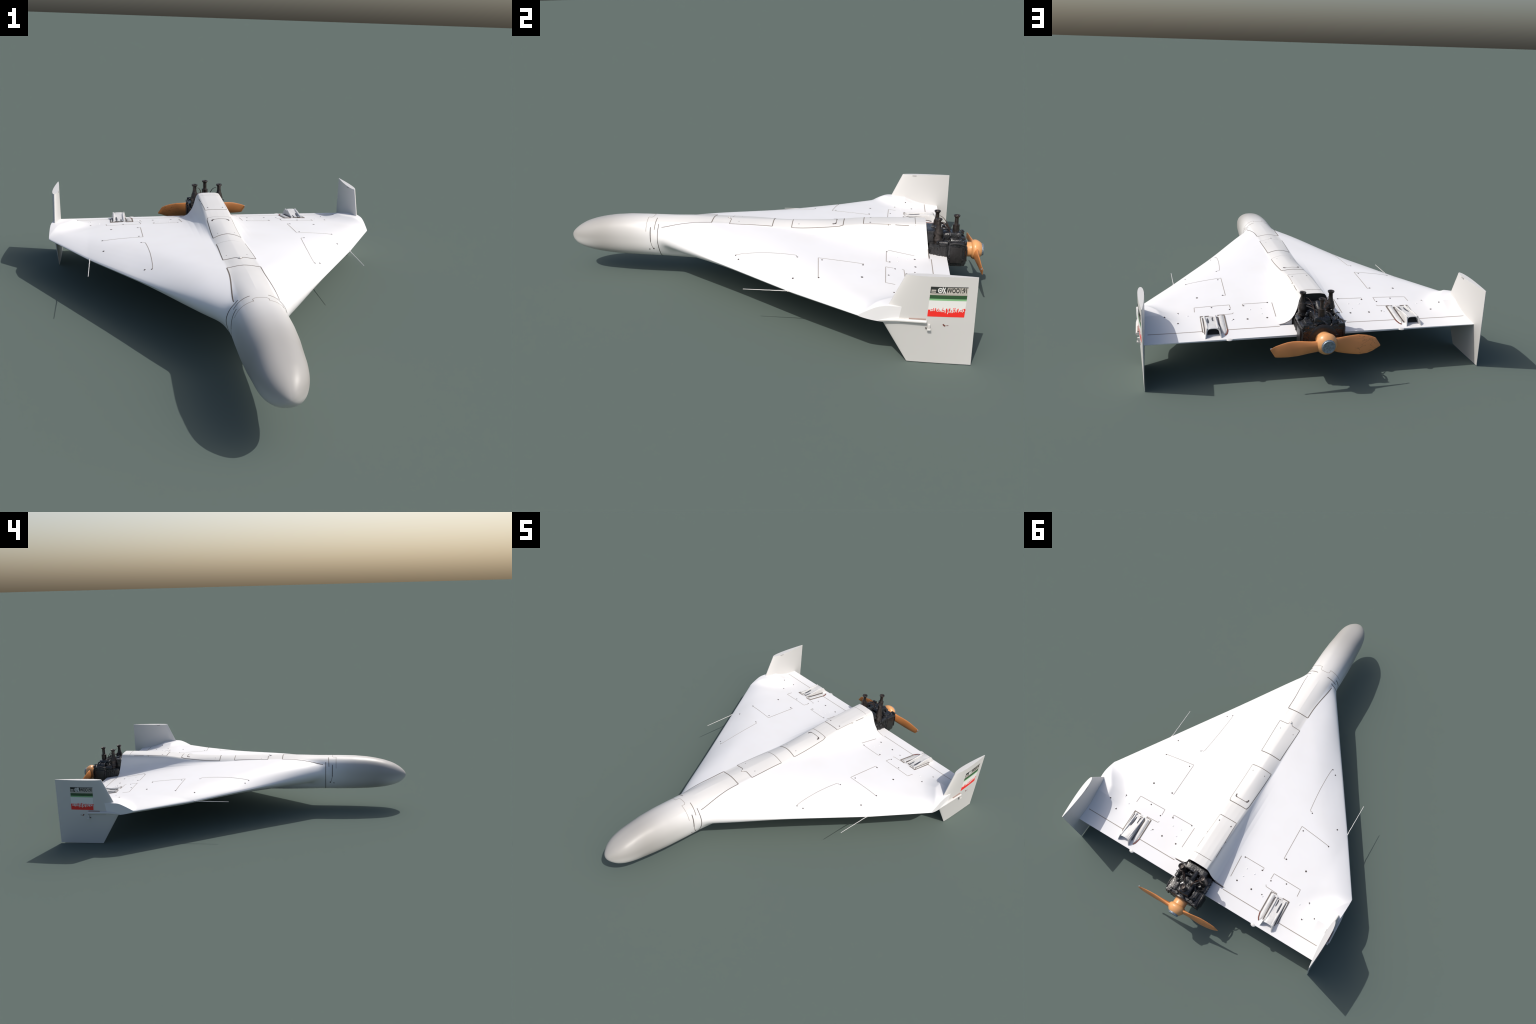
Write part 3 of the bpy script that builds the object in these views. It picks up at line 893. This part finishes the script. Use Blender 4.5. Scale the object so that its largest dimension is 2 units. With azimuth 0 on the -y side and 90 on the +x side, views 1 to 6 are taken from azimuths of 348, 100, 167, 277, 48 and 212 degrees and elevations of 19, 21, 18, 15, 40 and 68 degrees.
crank = bevel_box('crankcase', (-.089, .836, .138), (.089, .914, .247), M_BLACK, engine, .009, lump=.0022, cuts=5, freq=55, seg=2)
bevel_box('gearbox', (-.040, .800, .225), (.040, .902, .278), M_BLACK, engine, .010, lump=.003, cuts=5, freq=60, taper_top=.18)
bevel_box('cylinder_bank', (-.084, .752, .172), (.084, .845, .238), M_BLACK, engine, .008, lump=.003, cuts=5, freq=60)
bevel_box('intake_box', (-.058, .738, .230), (.058, .778, .292), M_BLACK, engine, .007, lump=.002, cuts=4, freq=70)
bevel_box('sump', (-.062, .850, .128), (.062, .902, .142), M_BLACK2, engine, .003)
bevel_box('side_cover', (.086, .846, .155), (.096, .898, .228), M_BLACK2, engine, .003)
bevel_box('side_cover', (-.097, .846, .155), (-.086, .898, .228), M_BLACK2, engine, .003)
bevel_box('top_cover', (-.074, .842, .242), (-.038, .900, .262), M_BLACK, engine, .005, lump=.002, cuts=3, taper_top=.2)
bevel_box('top_cover', (.038, .842, .242), (.074, .900, .258), M_BLACK, engine, .005, lump=.002, cuts=3, taper_top=.2)
for sgn in (1, -1):
    for k in range(6):
        y0 = .760 + k * .0125
        bevel_box('cooling_rib', (min(sgn * .080, sgn * .0885), y0, .176), (max(sgn * .080, sgn * .0885), y0 + .005, .222 + .008 * (k % 2)), M_BLACK2, engine, .0015)
    Vv, F = tube([(sgn * .0915, .842, .244), (sgn * .094, .865, .249), (sgn * .0935, .89, .246), (sgn * .090, .910, .238), (sgn * .088, .916, .215), (sgn * .0885, .916, .165)], .0042, 8)
    mesh_obj('fuel_pipe', Vv, F, M_BLACK2, engine)
    Vv, F = lathe([(-.02, .010), (-.018, .0125), (.018, .0125), (.02, .010)], (sgn * .080, .815, .243), (0, 1, 0), 16)
    mesh_obj('magneto', Vv, F, M_BLACK, engine)
    bevel_box('bracket', (min(sgn * .062, sgn * .088), .905, .240), (max(sgn * .062, sgn * .088), .916, .256), M_BLACK, engine, .003, lump=.001, cuts=2)
# flange ring round the output shaft
Vv, F = lathe([(0, .062), (.006, .062), (.010, .055), (.010, .040)], (0, .908, .191), (0, 1, 0), 40)
mesh_obj('shaft_flange', Vv, F, M_BLACK2, engine, True, 30)

def stack(name, x, y, profile, parent):
    Vv, F = lathe([(z, r) for z, r in profile], (x, y, 0), (0, 0, 1), 22)
    return mesh_obj(name, Vv, F, M_STACK, parent, True, 40)
for sgn in (1, -1):
    x = sgn * .0605
    lean = 0
    cyl = stack('cylinder', x, .792, [(.19, .0215), (.232, .0215), (.236, .0185), (.246, .0185), (.250, .0215), (.258, .0215), (.262, .0190),
                                      (.274, .0185), (.278, .0205), (.285, .0205), (.290, .0185), (.300, .0165), (.306, .015)], engine)
    st = stack('exhaust_stack', x + sgn * .001, .790, [(.292, .0165), (.303, .0150), (.312, .0115), (.320, .0098), (.326, .0090), (.340, .0088), (.3425, .0100),
                                        (.3475, .0142), (.3515, .0146), (.3530, .0136), (.3510, .0080), (.346, .006)], engine)
    for k in range(4):
        Vv, F = lathe([(0, .0240), (.003, .0240)], (x, .792, .200 + k * .009), (0, 0, 1), 22)
        mesh_obj('cooling_fin', Vv, F, M_BLACK2, cyl, True, 30)
st = stack('exhaust_stack', 0, .872, [(.262, .0155), (.302, .0150), (.3085, .0155), (.3100, .0100), (.314, .0090), (.340, .0088), (.3425, .0100), (.3475, .0142),
                                     (.3515, .0146), (.3530, .0136), (.3510, .0080), (.346, .006)], engine)
# wires between the stacks
def bez(a, b, c, d, n=18):
    a, b, c, d = map(Vector, (a, b, c, d))
    return [a * (1 - t) ** 3 + b * 3 * t * (1 - t) ** 2 + c * 3 * t * t * (1 - t) + d * t ** 3 for t in (k / n for k in range(n + 1))]
for sgn in (1, -1):
    Vv, F = tube(bez((sgn * .020, .846, .272), (sgn * .022, .838, .305), (sgn * .035, .815, .335), (sgn * .050, .800, .331)), .0024, 7, .0010)
    mesh_obj('wire', Vv, F, M_WIRE, engine)
    Vv, F = tube(bez((sgn * .014, .842, .268), (sgn * .02, .83, .300), (sgn * .035, .81, .310), (sgn * .048, .80, .300)), .0018, 7, .0012)
    mesh_obj('wire', Vv, F, M_WIRE, engine)
    Vv, F = tube(bez((sgn * .052, .800, .294), (sgn * .04, .82, .300), (sgn * .02, .84, .292), (sgn * .008, .850, .286)), .0040, 8, .0022)
    mesh_obj('wire', Vv, F, M_BLACK2, engine)
# carburettor drum across the front and thick hoses
Vv, F = lathe([(-.05, .012), (-.046, .014), (.046, .014), (.05, .012)], (0, .792, .258), (1, 0, 0), 20)
mesh_obj('carburettor', Vv, F, M_BLACK, engine)
Vv, F = lathe([(0, .013), (.05, .015), (.055, .012)], (-.012, .762, .290), (.1, 1, -.35), 18)
mesh_obj('carburettor', Vv, F, M_BLACK, engine)
# bolts, nuts and lumps too many to name
chunks = []
er = random.Random(5)
def chunk(o):
    chunks.append(o)
for k in range(150):
    side = er.choice(['top', 'top', 'l', 'r', 'rear', 'mid', 'mid'])
    s = er.uniform(.003, .0085)
    if side == 'top': p = (er.uniform(-.078, .078), er.uniform(.842, .905), .246 + er.uniform(-.002, .004))
    elif side == 'l': p = (-.088, er.uniform(.76, .905), er.uniform(.165, .243))
    elif side == 'r': p = (.088, er.uniform(.76, .905), er.uniform(.165, .243))
    elif side == 'rear': p = (er.choice([-1, 1]) * er.uniform(.05, .082), .913, er.uniform(.15, .24))
    else: p = (er.uniform(-.06, .06), er.uniform(.765, .885), er.uniform(.235, .282))
    if side in 'lr' and p[1] < .836 and p[2] > .236: continue
    if side in 'lr' and p[1] < .836: p = (p[0] * .955, p[1], p[2])
    ax = {'top': (0, 0, 1), 'l': (-1, 0, 0), 'r': (1, 0, 0), 'rear': (0, 1, 0), 'mid': (er.uniform(-1, 1), er.uniform(-1, 1), 1)}[side]
    n = er.choice([6, 6, 8, 12])
    chunk(lathe([(-.004, s), (s * .6, s), (s * .8, s * .8), (s * .82, s * .4)], p, ax, n))
for k in range(26):
    a = Vector((er.uniform(-.07, .07), er.uniform(.77, .90), er.uniform(.236, .268)))
    b = a + Vector((er.uniform(-.04, .04), er.uniform(-.03, .03), er.uniform(-.012, .012)))
    m = (a + b) / 2 + Vector((0, 0, er.uniform(.004, .018)))
    chunk(tube(bez(a, m, m, b, 8), er.uniform(.0018, .0042), 7))
fit = join_parts('engine_fittings', chunks, M_BLACK, engine, True)
fit['kind'] = 'stuff'

# ------------------------------------------------------------------ propeller
prop = empty('propeller', drone)
PZ = .191
Vv, F = lathe([(0, .036), (.004, .036), (.012, .034), (.036, .034), (.040, .0355)], (0, .912, PZ), (0, 1, 0), 36)
mesh_obj('hub_collar', Vv, F, M_BLUSH, prop)
prof = [(-.0155, .0340), (-.012, .0400), (-.006, .0440), (.000, .0458), (.006, .0452), (.012, .0434), (.019, .0398), (.025, .0352), (.029, .0315), (.031, .029)]
Vv, F = lathe(prof, (0, .9605, PZ), (0, 1, 0), 40)
mesh_obj('spinner', Vv, F, M_BLUSH, prop)
Vv, F = lathe([(-.003, .0292), (.002, .0290), (.0030, .0272), (.0072, .0268), (.0082, .0255), (.0074, .0235), (.0070, .012), (.0072, .002)], (0, .9918, PZ + .001), (0, 1, 0), 36)
mesh_obj('hub_cap', Vv, F, M_CAP, prop, True, 50)

def blade_mesh(sgn, st, y0, sweep, lean):
    """st: (radius, top edge, bottom edge, thickness); lean: how far the bottom edge sits behind the top"""
    rr = np.array([q[0] for q in st]); rings = []; n = 28
    for r in np.concatenate([np.linspace(rr[0], rr[-3], 32), np.linspace(rr[-3], rr[-1], 14)[1:]]):
        t, b, th = [float(np.interp(r, rr, [q[k] for q in st])) for k in (1, 2, 3)]
        c = (t - b) / 2; m = (t + b) / 2; q = r / rr[-1]
        ln = lean * float(sstep(.1, .6, q)) * c / .035
        ring = []
        for k in range(n):
            a = 2 * math.pi * k / n
            u = math.cos(a); w = math.sin(a) * th * .5 * (1 - .2 * u)
            ring.append(Vector((sgn * r, y0 + sweep * q * q - u * ln / 2 + w, m + u * c + w * .3)))
        rings.append(ring)
    return loft(rings)
R_ST = [(.015, .214, .166, .026), (.045, .207, .159, .024), (.065, .2070, .157, .021), (.09, .2090, .154, .018), (.115, .2115, .151, .0155), (.14, .2120, .1495, .0132),
        (.165, .2095, .149, .0110), (.19, .2035, .150, .0088), (.207, .1985, .1515, .006), (.215, .1960, .1535, .005), (.233, .1880, .1825, .0022)]
L_ST = [(.015, .214, .162, .026), (.05, .2140, .150, .020), (.07, .2150, .146, .0155), (.09, .2160, .143, .0125), (.14, .2165, .137, .0095), (.177, .2110, .139, .0080),
        (.20, .2035, .1455, .0065), (.216, .1965, .1530, .005), (.236, .1665, .1605, .0022)]
Vv, F = blade_mesh(1, R_ST, .966, .007, .012)
bl = mesh_obj('blade', Vv, F, M_WOOD, prop)
Vv, F = blade_mesh(-1, L_ST, .961, -.011, .019)
bl2 = mesh_obj('blade', Vv, F, M_WOOD_M, prop)
# bright nick at one tip
Vv, F = lathe([(0, .003), (.006, .002)], (.2275, .9675, .1868), (.8, .0, -.1), 8)
mesh_obj('tip_guard', Vv, F, M_CAP, bl)
